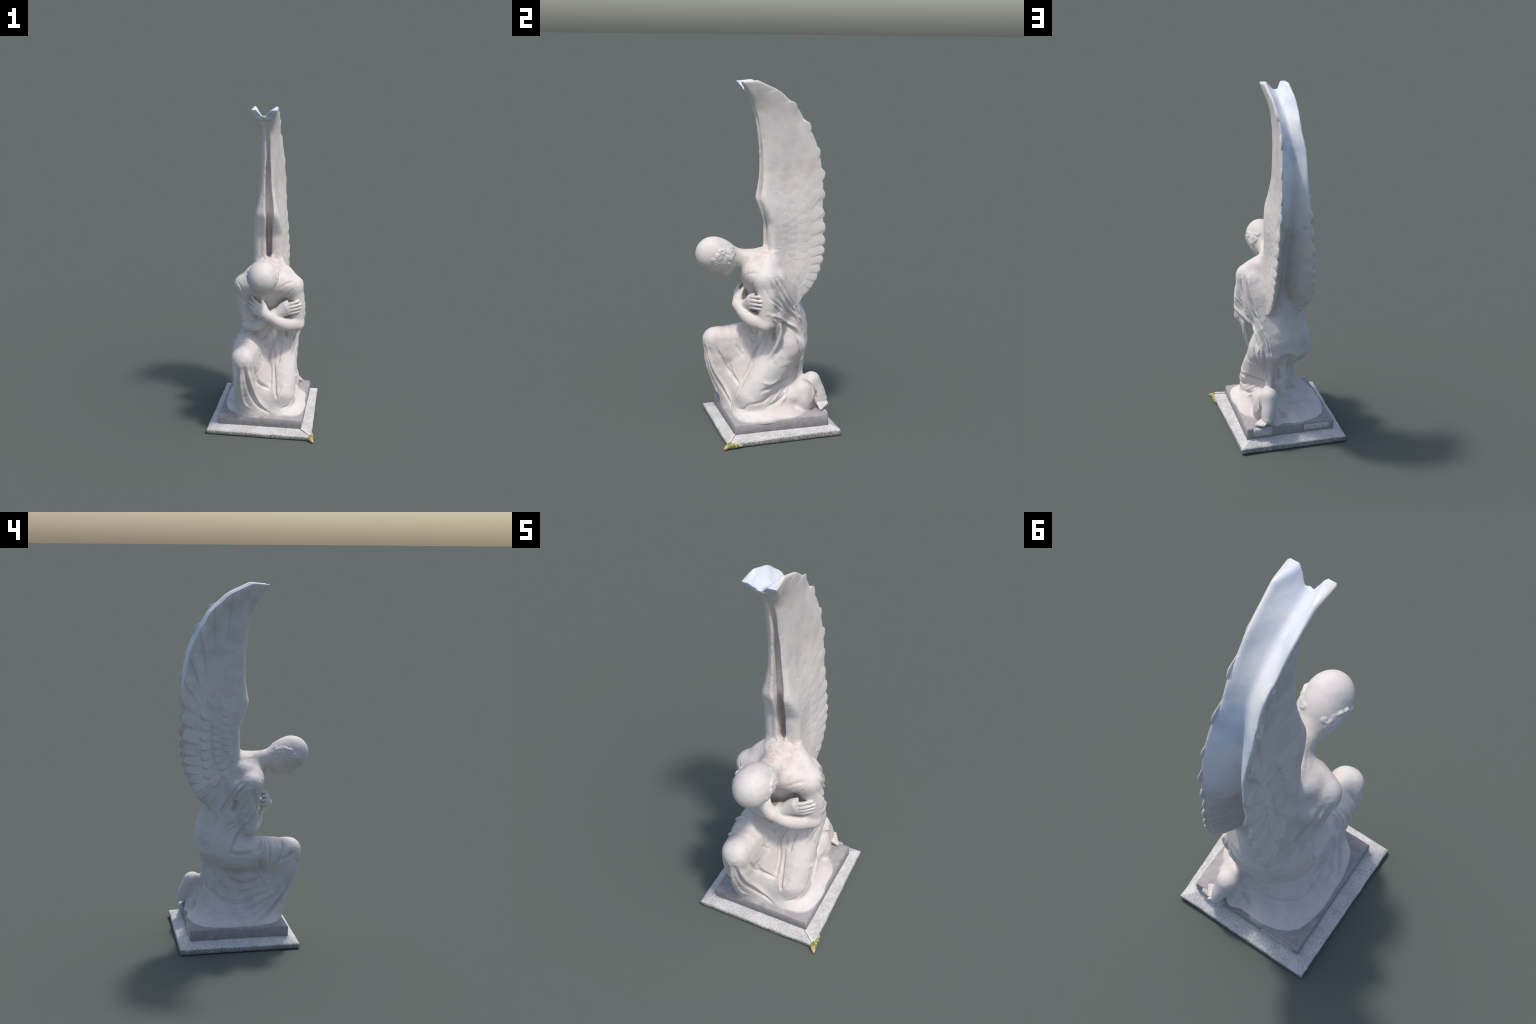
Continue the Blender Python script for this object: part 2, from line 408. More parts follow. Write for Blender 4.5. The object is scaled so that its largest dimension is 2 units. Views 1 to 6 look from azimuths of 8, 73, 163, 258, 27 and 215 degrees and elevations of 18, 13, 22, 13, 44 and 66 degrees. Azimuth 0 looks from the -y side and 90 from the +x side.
# drapery: ridges (+) and furrows (-) stroked along the cloth; height and width in mm
DISP = np.zeros(len(V))
from mathutils.kdtree import KDTree
KD = KDTree(len(V) // 3 + 1)
for i in range(0, len(V), 3): KD.insert(V[i], i)
KD.balance()
def fold(amp, width, pts):
    P = np.array(pts, float); n = len(P)
    if n > 2:                                   # Catmull-Rom through the control points
        E = np.vstack([2*P[0]-P[1], P, 2*P[-1]-P[-2]]); C = []
        for i in range(n - 1):
            p0, p1, p2, p3 = E[i:i+4]
            for t in np.arange(0, 1, .2):
                C.append(p1 + .5*t*((p2-p0) + t*((2*p0-5*p1+4*p2-p3) + t*(3*p1-p0-3*p2+p3))))
        P = np.array(C + [E[-2]])
    P = np.array([np.array(KD.find(p)[0]) for p in P])
    for _ in range(2): P[1:-1] = .25 * P[:-2] + .5 * P[1:-1] + .25 * P[2:]
    w = width * 1e-3; m = 2.6 * w
    sel = np.where(np.all((V > P.min(0) - m) & (V < P.max(0) + m), axis=1))[0]
    if not len(sel): return
    X = V[sel]; best = np.full(len(sel), 9.0); par = np.zeros(len(sel)); nseg = len(P) - 1
    for i in range(nseg):
        a, b = P[i], P[i+1]; ab = b - a
        t = np.clip((X - a) @ ab / (ab @ ab + 1e-12), 0, 1)
        d = np.linalg.norm(X - a - t[:,None] * ab, axis=1)
        k = d < best; best[k] = d[k]; par[k] = (i + t[k]) / nseg
    taper = smoothstep(0, .22, par) * smoothstep(1, .78, par) * .75 + .25
    DISP[sel] += 1.9 * amp * 1e-3 * taper * np.exp(-(best / w)**2)
for sd in (1, -1):                               # quill furrows inside the wings
    for zt in (1.31, 1.22, 1.145, 1.085, 1.03, .975, .92, .87, .83):
        row = []
        for q in (0.0, .35, .7, 1.0):
            z = zt - .045 * q; yt = float(interp(np.array([z]), *TRAIL)[0]); b = float(interp(np.array([z]), *OUT_TRAIL[sd])[0])
            row.append((sd * (b - .012 - .035 * q), yt - .012 - .065 * q, z))
        fold(-4, 8, row)
fold(-7, 9, [(-0.035,-0.260,0.469), (-0.034,-0.231,0.407), (-0.034,-0.193,0.335), (0.034,-0.152,0.273)])
fold(-3, 8, [(-0.023,-0.158,0.498), (-0.014,-0.131,0.456), (0.003,-0.106,0.425)])
fold(-8, 9, [(0.050,-0.024,0.535), (0.028,-0.058,0.433), (0.041,-0.083,0.376), (0.044,-0.125,0.313), (0.045,-0.146,0.277)])
fold(-4, 6, [(0.108,-0.011,0.509), (0.093,-0.044,0.449), (0.083,-0.074,0.398)])
fold(3, 8, [(-0.016,-0.072,0.536), (0.011,-0.067,0.467), (0.024,-0.066,0.429)])
fold(3, 6, [(0.066,-0.020,0.522), (0.043,-0.038,0.466), (0.038,-0.065,0.408)])
fold(-6, 10, [(0.178,0.154,0.559), (0.179,0.176,0.520), (0.161,0.182,0.468), (0.106,0.181,0.370), (0.093,0.161,0.312)])
fold(5, 8, [(0.156,0.195,0.566), (0.161,0.203,0.517), (0.125,0.199,0.438), (0.107,0.186,0.331)])
fold(-5, 6, [(0.149,0.210,0.546), (0.113,0.209,0.391), (0.112,0.197,0.328)])
fold(6, 9, [(0.242,-0.033,0.735), (0.223,0.018,0.714), (0.159,0.096,0.657), (0.162,0.142,0.630), (0.160,0.181,0.585)])
fold(-6, 8, [(0.219,0.024,0.680), (0.158,0.101,0.640), (0.165,0.149,0.605), (0.170,0.178,0.555)])
fold(-14, 12, [(0.231,-0.012,0.645), (0.131,0.027,0.584), (0.138,0.021,0.549)])
fold(8, 8, [(0.240,-0.016,0.713), (0.219,0.019,0.676), (0.205,0.032,0.630), (0.156,0.036,0.545), (0.155,0.004,0.490)])
fold(3, 8, [(0.189,-0.050,0.322), (0.192,-0.001,0.310), (0.182,0.048,0.332)])
fold(-10, 10, [(0.192,-0.050,0.273), (0.183,0.014,0.289), (0.148,0.088,0.312), (0.092,0.170,0.302)])
fold(-4, 9, [(0.182,-0.125,0.197), (0.185,-0.043,0.207), (0.166,0.020,0.249)])
fold(-5, 9, [(0.188,-0.027,0.168), (0.167,0.062,0.202), (0.144,0.111,0.240)])
fold(4, 9, [(0.178,0.059,0.177), (0.151,0.101,0.231), (0.112,0.121,0.271)])
fold(3, 8, [(0.178,0.009,0.186), (0.153,0.058,0.236), (0.132,0.085,0.260)])
fold(6, 8, [(0.120,0.199,0.305), (0.153,0.244,0.290), (0.157,0.265,0.247), (0.174,0.252,0.177)])
fold(-8, 8, [(0.158,0.282,0.229), (0.151,0.281,0.175)])
fold(-3, 5, [(0.131,0.196,0.296), (0.152,0.210,0.285), (0.162,0.224,0.272)])
fold(-2, 10, [(0.174,0.016,0.449), (0.191,0.036,0.386), (0.181,0.052,0.335)])
fold(-2, 10, [(0.201,0.039,0.551), (0.188,0.073,0.494), (0.189,0.086,0.444)])
fold(5, 8, [(0.223,-0.020,0.944), (0.212,0.031,0.848), (0.190,0.085,0.765), (0.157,0.144,0.696)])
fold(5, 8, [(0.211,0.021,0.921), (0.199,0.072,0.823), (0.162,0.133,0.744), (0.138,0.189,0.678)])
fold(-5, 7, [(0.227,-0.039,0.937), (0.223,0.018,0.833), (0.182,0.089,0.734), (0.153,0.165,0.665)])
fold(-5, 7, [(0.219,0.002,0.933), (0.206,0.053,0.835), (0.171,0.112,0.752), (0.140,0.184,0.688)])
fold(-4, 7, [(0.198,0.039,0.926), (0.185,0.096,0.827), (0.152,0.155,0.731), (0.127,0.203,0.664)])
fold(-3, 7, [(0.227,-0.057,0.893), (0.241,-0.024,0.822), (0.227,0.018,0.788), (0.188,0.077,0.728)])
fold(-2, 6, [(0.187,-0.096,0.922), (0.143,-0.097,0.875), (0.082,-0.074,0.821)])
fold(-6, 7, [(0.060,-0.065,0.404), (0.070,-0.113,0.331), (0.082,-0.164,0.252), (0.090,-0.175,0.219)])
fold(-5, 8, [(-0.037,-0.184,0.376), (-0.013,-0.174,0.316), (0.036,-0.152,0.271)])
fold(-2, 5, [(0.092,-0.174,0.228), (0.107,-0.155,0.268), (0.117,-0.139,0.294)])
fold(5, 9, [(-0.069,-0.314,0.489), (-0.057,-0.283,0.365), (-0.033,-0.218,0.241), (0.024,-0.192,0.147)])
fold(-8, 8, [(-0.089,-0.318,0.471), (-0.067,-0.278,0.315), (-0.026,-0.208,0.189), (0.043,-0.198,0.127)])
fold(5, 8, [(-0.109,-0.325,0.491), (-0.114,-0.294,0.338), (-0.105,-0.255,0.226), (-0.074,-0.233,0.170)])
fold(-4, 7, [(-0.135,-0.303,0.425), (-0.132,-0.275,0.300), (-0.123,-0.231,0.175)])
fold(-3, 6, [(0.033,-0.028,0.613), (0.041,-0.026,0.537), (0.058,-0.054,0.427)])
fold(-3, 6, [(0.107,0.006,0.584), (0.097,-0.012,0.516), (0.092,-0.042,0.452)])
fold(-2, 5, [(0.139,0.033,0.575), (0.130,0.002,0.512), (0.116,-0.028,0.467)])
fold(-3, 6, [(0.002,-0.031,0.584), (-0.005,-0.043,0.541), (0.023,-0.050,0.471)])
fold(-3, 7, [(-0.038,-0.114,0.560), (-0.020,-0.123,0.509), (-0.005,-0.107,0.447)])
fold(3, 6, [(0.070,-0.015,0.590), (0.067,-0.020,0.517), (0.075,-0.050,0.436)])
fold(-5, 6, [(-0.039,-0.051,0.576), (-0.013,-0.044,0.555), (0.011,-0.031,0.566)])
fold(-2, 8, [(0.101,-0.129,0.924), (0.141,-0.114,0.950), (0.180,-0.084,0.957)])
fold(-3, 5, [(-0.159,-0.058,0.762), (-0.121,-0.081,0.736), (-0.087,-0.075,0.718)])
fold(-3, 5, [(-0.165,-0.067,0.830), (-0.133,-0.081,0.772), (-0.095,-0.079,0.737)])
fold(-3, 5, [(-0.157,-0.085,0.936), (-0.133,-0.103,0.899), (-0.122,-0.093,0.850)])
fold(-3, 5, [(-0.140,-0.060,0.663), (-0.095,-0.081,0.683), (-0.060,-0.082,0.699)])
fold(-3, 6, [(0.182,-0.125,0.201), (0.159,-0.148,0.163), (0.110,-0.179,0.151)])
fold(4, 9, [(-0.175,0.089,0.546), (-0.176,0.029,0.541), (-0.175,-0.023,0.557)])
fold(-6, 9, [(-0.180,0.086,0.521), (-0.185,0.021,0.516), (-0.188,-0.026,0.532)])
fold(4, 6, [(-0.195,-0.067,0.486), (-0.195,-0.086,0.528), (-0.165,-0.096,0.572), (-0.138,-0.097,0.588)])
fold(-5, 6, [(-0.197,-0.076,0.495), (-0.189,-0.103,0.540), (-0.143,-0.105,0.584)])
fold(-4, 6, [(-0.193,-0.048,0.525), (-0.183,-0.069,0.550), (-0.155,-0.079,0.579)])
fold(4, 8, [(-0.178,-0.152,0.451), (-0.186,-0.178,0.515), (-0.162,-0.202,0.555)])
fold(-5, 7, [(-0.173,-0.167,0.443), (-0.184,-0.193,0.509), (-0.145,-0.210,0.569)])
fold(-3, 6, [(-0.188,-0.126,0.470), (-0.190,-0.129,0.529), (-0.158,-0.126,0.573)])
fold(-8, 9, [(-0.180,-0.204,0.470), (-0.180,-0.232,0.486), (-0.177,-0.266,0.508)])
fold(4, 6, [(-0.178,-0.204,0.455), (-0.178,-0.242,0.474), (-0.175,-0.267,0.495)])
fold(5, 6, [(-0.189,-0.049,0.465), (-0.155,-0.061,0.419), (-0.142,-0.098,0.369), (-0.144,-0.137,0.298)])
fold(5, 6, [(-0.194,-0.110,0.522), (-0.178,-0.113,0.448), (-0.143,-0.107,0.368)])
fold(-8, 14, [(-0.195,-0.076,0.485), (-0.173,-0.079,0.439), (-0.146,-0.094,0.395)])
fold(-7, 10, [(-0.101,0.119,0.412), (-0.083,0.068,0.334), (-0.106,0.005,0.318), (-0.136,-0.056,0.340), (-0.141,-0.084,0.359)])
fold(6, 12, [(-0.084,0.088,0.370), (-0.094,0.032,0.348), (-0.119,-0.021,0.361), (-0.140,-0.079,0.382)])
fold(4, 10, [(-0.087,0.040,0.279), (-0.122,-0.021,0.297), (-0.143,-0.098,0.334)])
fold(-6, 12, [(-0.021,0.202,0.436), (-0.064,0.146,0.342), (-0.078,0.101,0.280), (-0.090,0.040,0.255)])
fold(5, 10, [(-0.019,0.202,0.355), (-0.059,0.160,0.277), (-0.090,0.098,0.236), (-0.111,0.015,0.231)])
fold(-6, 9, [(-0.030,0.194,0.319), (-0.072,0.148,0.250), (-0.106,0.082,0.217), (-0.125,-0.001,0.220), (-0.147,-0.074,0.253), (-0.149,-0.141,0.279)])
fold(-6, 9, [(-0.134,0.058,0.192), (-0.152,-0.016,0.190), (-0.158,-0.077,0.204), (-0.153,-0.140,0.246), (-0.157,-0.182,0.304), (-0.171,-0.250,0.414)])
fold(6, 10, [(-0.153,-0.111,0.233), (-0.155,-0.164,0.275), (-0.164,-0.214,0.354), (-0.168,-0.269,0.446)])
fold(-8, 9, [(-0.233,-0.019,0.135), (-0.193,-0.103,0.153), (-0.168,-0.147,0.176), (-0.160,-0.206,0.234), (-0.158,-0.263,0.344)])
fold(-5, 8, [(-0.197,0.017,0.153), (-0.177,-0.059,0.170), (-0.157,-0.125,0.213), (-0.161,-0.186,0.280), (-0.168,-0.241,0.379)])
fold(-2, 5, [(0.021,0.230,0.197), (-0.114,0.193,0.184), (-0.162,0.129,0.173), (-0.171,0.036,0.169)])
fold(-2, 5, [(-0.081,0.197,0.197), (-0.143,0.145,0.181), (-0.167,0.073,0.171), (-0.164,-0.004,0.177), (-0.164,-0.061,0.190)])
fold(6, 10, [(-0.158,-0.198,0.199), (-0.158,-0.245,0.300), (-0.146,-0.294,0.418), (-0.156,-0.305,0.499)])
fold(-4, 8, [(-0.165,-0.162,0.184), (-0.161,-0.220,0.268), (-0.161,-0.267,0.374)])
fold(-6, 7, [(-0.156,0.027,0.926), (-0.144,0.078,0.852), (-0.121,0.119,0.785), (-0.116,0.150,0.739)])
fold(5, 7, [(-0.173,0.012,0.920), (-0.152,0.062,0.863), (-0.130,0.102,0.795), (-0.123,0.133,0.749)])
fold(-4, 6, [(-0.181,0.000,0.922), (-0.155,0.053,0.854), (-0.135,0.094,0.787)])
fold(-16, 16, [(-0.153,0.051,0.826), (-0.148,0.063,0.780), (-0.143,0.072,0.752)])
fold(3, 7, [(-0.193,-0.038,0.896), (-0.179,0.004,0.885), (-0.156,0.035,0.826), (-0.146,0.038,0.751)])
fold(-3, 5, [(-0.177,-0.014,0.838), (-0.157,0.008,0.789), (-0.148,0.020,0.760)])
fold(-3, 5, [(-0.168,-0.025,0.776), (-0.157,-0.005,0.733), (-0.135,0.018,0.692)])
fold(-3, 5, [(-0.159,-0.045,0.732), (-0.155,-0.024,0.695), (-0.136,0.004,0.668)])
fold(6, 8, [(-0.157,-0.019,0.714), (-0.131,0.030,0.663), (-0.145,0.069,0.614), (-0.172,0.092,0.558)])
fold(-6, 7, [(-0.136,-0.001,0.649), (-0.137,0.049,0.615), (-0.171,0.084,0.558), (-0.181,0.097,0.506)])
fold(-3, 6, [(-0.135,0.013,0.682), (-0.142,0.087,0.651), (-0.153,0.124,0.619)])
fold(-3, 6, [(-0.137,0.040,0.693), (-0.141,0.104,0.670), (-0.155,0.138,0.611)])
fold(-2, 7, [(-0.121,0.146,0.731), (-0.126,0.183,0.642), (-0.144,0.195,0.555)])
fold(2, 6, [(-0.130,0.120,0.723), (-0.139,0.154,0.644), (-0.160,0.166,0.559)])
fold(3, 6, [(-0.191,-0.047,0.886), (-0.160,-0.072,0.823), (-0.009,-0.108,0.726)])
fold(-3, 5, [(-0.192,-0.033,0.887), (-0.170,-0.052,0.808), (-0.151,-0.065,0.747)])
fold(5, 8, [(0.213,0.006,0.941), (0.199,0.061,0.866), (0.174,0.112,0.768), (0.156,0.153,0.686), (0.134,0.215,0.584)])
fold(-5, 7, [(0.197,0.035,0.933), (0.187,0.089,0.847), (0.161,0.134,0.747), (0.139,0.196,0.645), (0.112,0.239,0.543)])
fold(4, 7, [(0.184,0.054,0.939), (0.170,0.111,0.846), (0.149,0.158,0.746)])
fold(-5, 8, [(0.239,0.001,0.784), (0.203,0.047,0.721)])
fold(4, 7, [(0.150,0.166,0.691), (0.118,0.219,0.634), (0.092,0.248,0.545)])
fold(-4, 6, [(0.138,0.188,0.681), (0.111,0.230,0.609), (0.100,0.247,0.515)])
fold(-6, 8, [(0.135,0.221,0.557), (0.115,0.220,0.453), (0.103,0.217,0.348)])
fold(4, 8, [(0.146,0.206,0.571), (0.132,0.213,0.472), (0.102,0.150,0.332)])
fold(-8, 9, [(0.042,0.208,0.426), (0.037,0.207,0.379), (0.032,0.209,0.334)])
fold(5, 8, [(0.058,0.206,0.418), (0.058,0.196,0.349), (0.062,0.199,0.296)])
fold(6, 10, [(0.005,0.219,0.472), (0.001,0.211,0.399), (-0.001,0.211,0.331)])
fold(-6, 9, [(-0.025,0.229,0.491), (-0.017,0.203,0.434), (-0.014,0.204,0.371)])
fold(-8, 9, [(-0.005,0.211,0.312), (-0.026,0.201,0.276), (-0.066,0.158,0.252)])
fold(-5, 9, [(0.053,0.263,0.198), (0.031,0.262,0.156), (0.006,0.278,0.143)])
fold(5, 12, [(0.045,0.248,0.206), (0.015,0.249,0.165), (-0.012,0.274,0.148)])
fold(-4, 8, [(0.078,0.299,0.308), (0.047,0.241,0.216), (0.032,0.250,0.173)])
fold(-2, 5, [(0.024,0.218,0.246), (-0.024,0.212,0.225), (-0.098,0.183,0.195), (-0.138,0.119,0.187)])
fold(-2, 5, [(-0.025,0.227,0.196), (-0.091,0.207,0.187), (-0.131,0.175,0.182)])
fold(-2, 5, [(-0.122,-0.012,0.242), (-0.193,-0.046,0.156), (-0.204,0.087,0.151)])
V = V + N * DISP[:,None]
cloth = np.isin(lab, [ROBE, TORSO, LEG_R, LEG_L, ARM_R, ARM_L])
V = V + N * (np.where(cloth, .0011, .0005) * lattice_noise(V, .03, 5) + np.where(cloth, .0005, .0003) * lattice_noise(V, .012, 6))[:,None]
# broken stone at the nape and between the wing roots
rough = np.exp(-(((V[:,0]-.03)/.06)**2 + ((V[:,1]-.0)/.035)**2 + ((V[:,2]-1.065)/.035)**2))
V = V + N * (rough * (.006 * lattice_noise(V, .022, 8) + .003 * lattice_noise(V, .010, 9)))[:,None]
V = relax(V, Q, 1)
N = normals(V, Q)

# ------------------------------------------------------------------ materials
def nodes_of(name):
    m = bpy.data.materials.new(name); m.use_nodes = True
    nt = m.node_tree
    return m, nt, nt.nodes['Principled BSDF']

def noise(nt, scale, detail=4, rough=0.55, vec=None):
    n = nt.nodes.new('ShaderNodeTexNoise'); n.inputs['Scale'].default_value = scale
    n.inputs['Detail'].default_value = detail; n.inputs['Roughness'].default_value = rough
    if vec is not None: nt.links.new(vec, n.inputs['Vector'])
    return n.outputs['Fac']

def ramp(nt, fac, stops):
    r = nt.nodes.new('ShaderNodeValToRGB')
    el = r.color_ramp.elements
    while len(el) < len(stops): el.new(0.5)
    for e, (p, c) in zip(el, stops):
        e.position = p; e.color = (c[0], c[1], c[2], 1)
    nt.links.new(fac, r.inputs['Fac']); return r.outputs['Color']

def mix(nt, fac, a, b):
    m = nt.nodes.new('ShaderNodeMix'); m.data_type = 'RGBA'
    for sock, v in ((m.inputs['Factor'], fac), (m.inputs['A'], a), (m.inputs['B'], b)):
        pass
    ins = [s for s in m.inputs if s.enabled]
    f, A, B = m.inputs[0], m.inputs[6], m.inputs[7]
    for sock, v in ((f, fac), (A, a), (B, b)):
        if isinstance(v, bpy.types.NodeSocket): nt.links.new(v, sock)
        elif isinstance(v, (int, float)): sock.default_value = v
        else: sock.default_value = (v[0], v[1], v[2], 1)
    return m.outputs[2]

def coords(nt):
    return nt.nodes.new('ShaderNodeTexCoord').outputs['Object']

def bump(nt, bsdf, h, dist, strength=1.0):
    b = nt.nodes.new('ShaderNodeBump'); b.inputs['Distance'].default_value = dist
    b.inputs['Strength'].default_value = strength
    nt.links.new(h, b.inputs['Height']); nt.links.new(b.outputs['Normal'], bsdf.inputs['Normal'])

MARBLE_A = (.605,.538,.503); MARBLE_B = (.68,.628,.595)
def marble(name, a=MARBLE_A, b=MARBLE_B):
    m, nt, B = nodes_of(name); co = coords(nt)
    base = ramp(nt, noise(nt, 7, 5, .6, co), [(.34, a), (.50, b), (.66, (.585,.553,.522))])
    specks = ramp(nt, noise(nt, 95, 3, .5, co), [(.70, (1,1,1)), (.78, (.86,.80,.72))])
    mm = nt.nodes.new('ShaderNodeMix'); mm.data_type = 'RGBA'; mm.blend_type = 'MULTIPLY'
    mm.inputs[0].default_value = .6
    nt.links.new(base, mm.inputs[6]); nt.links.new(specks, mm.inputs[7])
    # tan weathering on the nape and between the wing roots
    dist = nt.nodes.new('ShaderNodeVectorMath'); dist.operation = 'DISTANCE'
    dist.inputs[1].default_value = (.025, -.06, 1.055); nt.links.new(co, dist.inputs[0])
    near = nt.nodes.new('ShaderNodeMapRange'); near.inputs[1].default_value = .15; near.inputs[2].default_value = .03
    nt.links.new(dist.outputs['Value'], near.inputs[0])
    spots = ramp(nt, noise(nt, 38, 5, .65, co), [(.52, (0,0,0)), (.64, (1,1,1))])
    both = nt.nodes.new('ShaderNodeMath'); both.operation = 'MULTIPLY'
    nt.links.new(near.outputs[0], both.inputs[0]); nt.links.new(spots, both.inputs[1])
    nt.links.new(mix(nt, both.outputs[0], mm.outputs[2], (.52,.41,.32)), B.inputs['Base Color'])
    B.inputs['Roughness'].default_value = .6
    B.inputs['Specular IOR Level'].default_value = .3
    bump(nt, B, noise(nt, 240, 3, .6, co), .0006, .6)
    return m
M_MARBLE = marble('white_marble')
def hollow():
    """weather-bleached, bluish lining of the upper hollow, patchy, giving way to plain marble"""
    m = marble('sky_smear_marble'); nt = m.node_tree; B = nt.nodes['Principled BSDF']; co = coords(nt)
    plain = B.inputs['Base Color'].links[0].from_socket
    pale = ramp(nt, noise(nt, 5, 3, .5, co), [(.36, (.60,.645,.73)), (.48, (.75,.765,.79)), (.62, (.80,.80,.795))])  # sky colour smeared by the scan's hole filling, copied into the marble
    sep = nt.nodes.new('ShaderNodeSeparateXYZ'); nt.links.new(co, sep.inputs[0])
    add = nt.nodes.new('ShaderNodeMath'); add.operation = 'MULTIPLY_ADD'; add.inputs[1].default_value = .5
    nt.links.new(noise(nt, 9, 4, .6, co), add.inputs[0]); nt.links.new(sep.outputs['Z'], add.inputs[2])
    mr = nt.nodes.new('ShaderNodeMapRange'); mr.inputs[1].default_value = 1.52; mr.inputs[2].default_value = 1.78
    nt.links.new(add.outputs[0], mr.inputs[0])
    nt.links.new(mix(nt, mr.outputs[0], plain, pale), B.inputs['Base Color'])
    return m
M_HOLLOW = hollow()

# ------------------------------------------------------------------ objects
root = bpy.data.objects.new('angel_statue', None)
bpy.context.scene.collection.objects.link(root)
root['label'] = 'white marble kneeling winged angel with bowed head on stone base'
root['category'] = 'statue'

def make(name, verts, faces, mat, parent=None, smooth=True, kind=None):
    me = bpy.data.meshes.new(name)
    verts = np.asarray(verts, float)
    me.from_pydata([tuple(v) for v in verts], [], [tuple(f) for f in faces]) if not isinstance(faces, np.ndarray) else quick(me, verts, faces)
    me.materials.append(mat)
    if smooth: me.polygons.foreach_set('use_smooth', [True] * len(me.polygons))
    ob = bpy.data.objects.new(name, me)
    bpy.context.scene.collection.objects.link(ob)
    ob.parent = parent or root
    if kind: ob['kind'] = kind
    return ob

def quick(me, V, Q):
    k = Q.shape[1]
    me.vertices.add(len(V)); me.vertices.foreach_set('co', V.astype(np.float32).ravel())
    me.loops.add(Q.size); me.loops.foreach_set('vertex_index', Q.astype(np.int32).ravel())
    me.polygons.add(len(Q)); me.polygons.foreach_set('loop_start', np.arange(0, Q.size, k, dtype=np.int32))
    me.update(calc_edges=True)

flab = np.sort(lab[Q], axis=1)[:,1]
PARTS = {}
for i, nm in enumerate(NAMES):
    q = Q[flab == i]
    if not len(q): continue
    u, inv = np.unique(q.ravel(), return_inverse=True)
    ob = make(nm, V[u], inv.reshape(q.shape), M_MARBLE)
    ob.data.normals_split_custom_set_from_vertices([tuple(n) for n in N[u]])
    PARTS[i] = ob
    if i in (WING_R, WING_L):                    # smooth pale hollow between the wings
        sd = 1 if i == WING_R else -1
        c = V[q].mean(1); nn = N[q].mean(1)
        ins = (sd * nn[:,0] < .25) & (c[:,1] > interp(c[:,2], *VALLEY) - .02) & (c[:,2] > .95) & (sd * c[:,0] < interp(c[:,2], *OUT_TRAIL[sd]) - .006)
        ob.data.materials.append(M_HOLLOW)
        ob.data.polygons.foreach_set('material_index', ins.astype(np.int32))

# ------------------------------------------------------------------ feathers
def feather(side, tip, rootp, width, height, back, tilt, bend=0.0):
    """one carved feather laid on the outer wing face, closed underneath"""
    nu, nv = 22, 15
    a = np.array(rootp); b = np.array(tip); ax = b - a; L = np.linalg.norm(ax)
    ax = ax / L; nr = np.array([-ax[1], ax[0]])
    if nr[1] - .5 * nr[0] < 0: nr = -nr          # +v points up / towards the leading edge
    top, bot = [], []
    for i in range(nu):
        u = i / (nu - 1)
        r = min(.32, .5 * width / L)
        sh = math.sqrt(max(0, 1 - ((u - (1 - r)) / r)**2)) if u > 1 - r else 1.0
        hw = max(.5 * width * (.80 + .20 * u / (1 - r) if u < 1 - r else 1) * sh, .0006)
        for j in range(nv):
            v = -1 + 2 * j / (nv - 1)
            c = a + ax * L * u + nr * (hw * v + bend * (u * u - u))
            # shingled: lower edge proud, upper edge tucked under its neighbour
            lip = 1 - smoothstep(.72 if side < 0 else .45, 1.0, -v)
            crown = (.55 - .45 * v) * lip - .30 * smoothstep(.2, 1, v) - .35 * (1 - lip)
            h = height * (.30 + .70 * smoothstep(0, .8, u)) * crown
            quill = .0006 * math.exp(-(v / .12)**2)
            x = float(wing_outer(np.array([c[0]]), np.array([c[1]]), side)[0])
            h = h * (.35 + .65 * sh) - min(height, .006) * .9 * (1 - sh) - .004 * smoothstep(.18, 0, u)
            top.append((side * (x + h + quill), c[0], c[1]))
            bot.append((side * (x - back * (.5 + .5 * sh)), c[0], c[1]))
    P = np.array(top + bot); n = nu * nv; f = []
    for i in range(nu - 1):
        for j in range(nv - 1):
            q = (i*nv+j, i*nv+j+1, (i+1)*nv+j+1, (i+1)*nv+j)
            f.append(q); f.append(tuple(n + k for k in q[::-1]))
    rim = [j for j in range(nv)] + [i*nv+nv-1 for i in range(1, nu)] + [(nu-1)*nv+j for j in range(nv-2, -1, -1)] + [i*nv for i in range(nu-2, 0, -1)]
    for k in range(len(rim)):
        p, q = rim[k], rim[(k+1) % len(rim)]
        f.append((q, p, n + p, n + q))
    if side < 0: f = [q[::-1] for q in f]
    return P, f

# tip (y, z), root (y, z) and width of each feather, row by row
FLIGHT = [(.016,1.975,.106,1.477,.095), (.115,1.912,.150,1.469,.100), (.210,1.804,.176,1.426,.098), (.278,1.660,.203,1.366,.094),
          (.319,1.533,.216,1.331,.092), (.335,1.408,.225,1.287,.090), (.338,1.299,.232,1.226,.088), (.337,1.201,.237,1.155,.084),
          (.338,1.121,.241,1.084,.072), (.335,1.060,.241,1.028,.064), (.328,1.006,.238,.983,.060), (.313,.947,.233,.940,.060),
          (.294,.890,.222,.908,.060), (.266,.841,.209,.877,.058), (.219,.789,.183,.856,.062)]
GREATER = [(.234,1.314,.164,1.277,.070), (.237,1.248,.173,1.224,.064), (.243,1.186,.177,1.171,.060), (.244,1.128,.177,1.122,.058),
           (.242,1.070,.173,1.072,.058), (.238,1.016,.164,1.036,.058), (.227,.957,.164,.991,.060), (.196,.902,.142,.954,.060),
           (.160,.818,.115,.880,.066)]
MEDIAN = [(.177,1.259,.120,1.231,.050), (.179,1.211,.121,1.196,.046), (.179,1.171,.121,1.158,.044), (.176,1.126,.120,1.120,.046),
          (.176,1.081,.118,1.081,.046), (.167,1.041,.111,1.048,.044), (.149,1.000,.093,1.014,.046), (.133,.949,.079,.979,.050)]
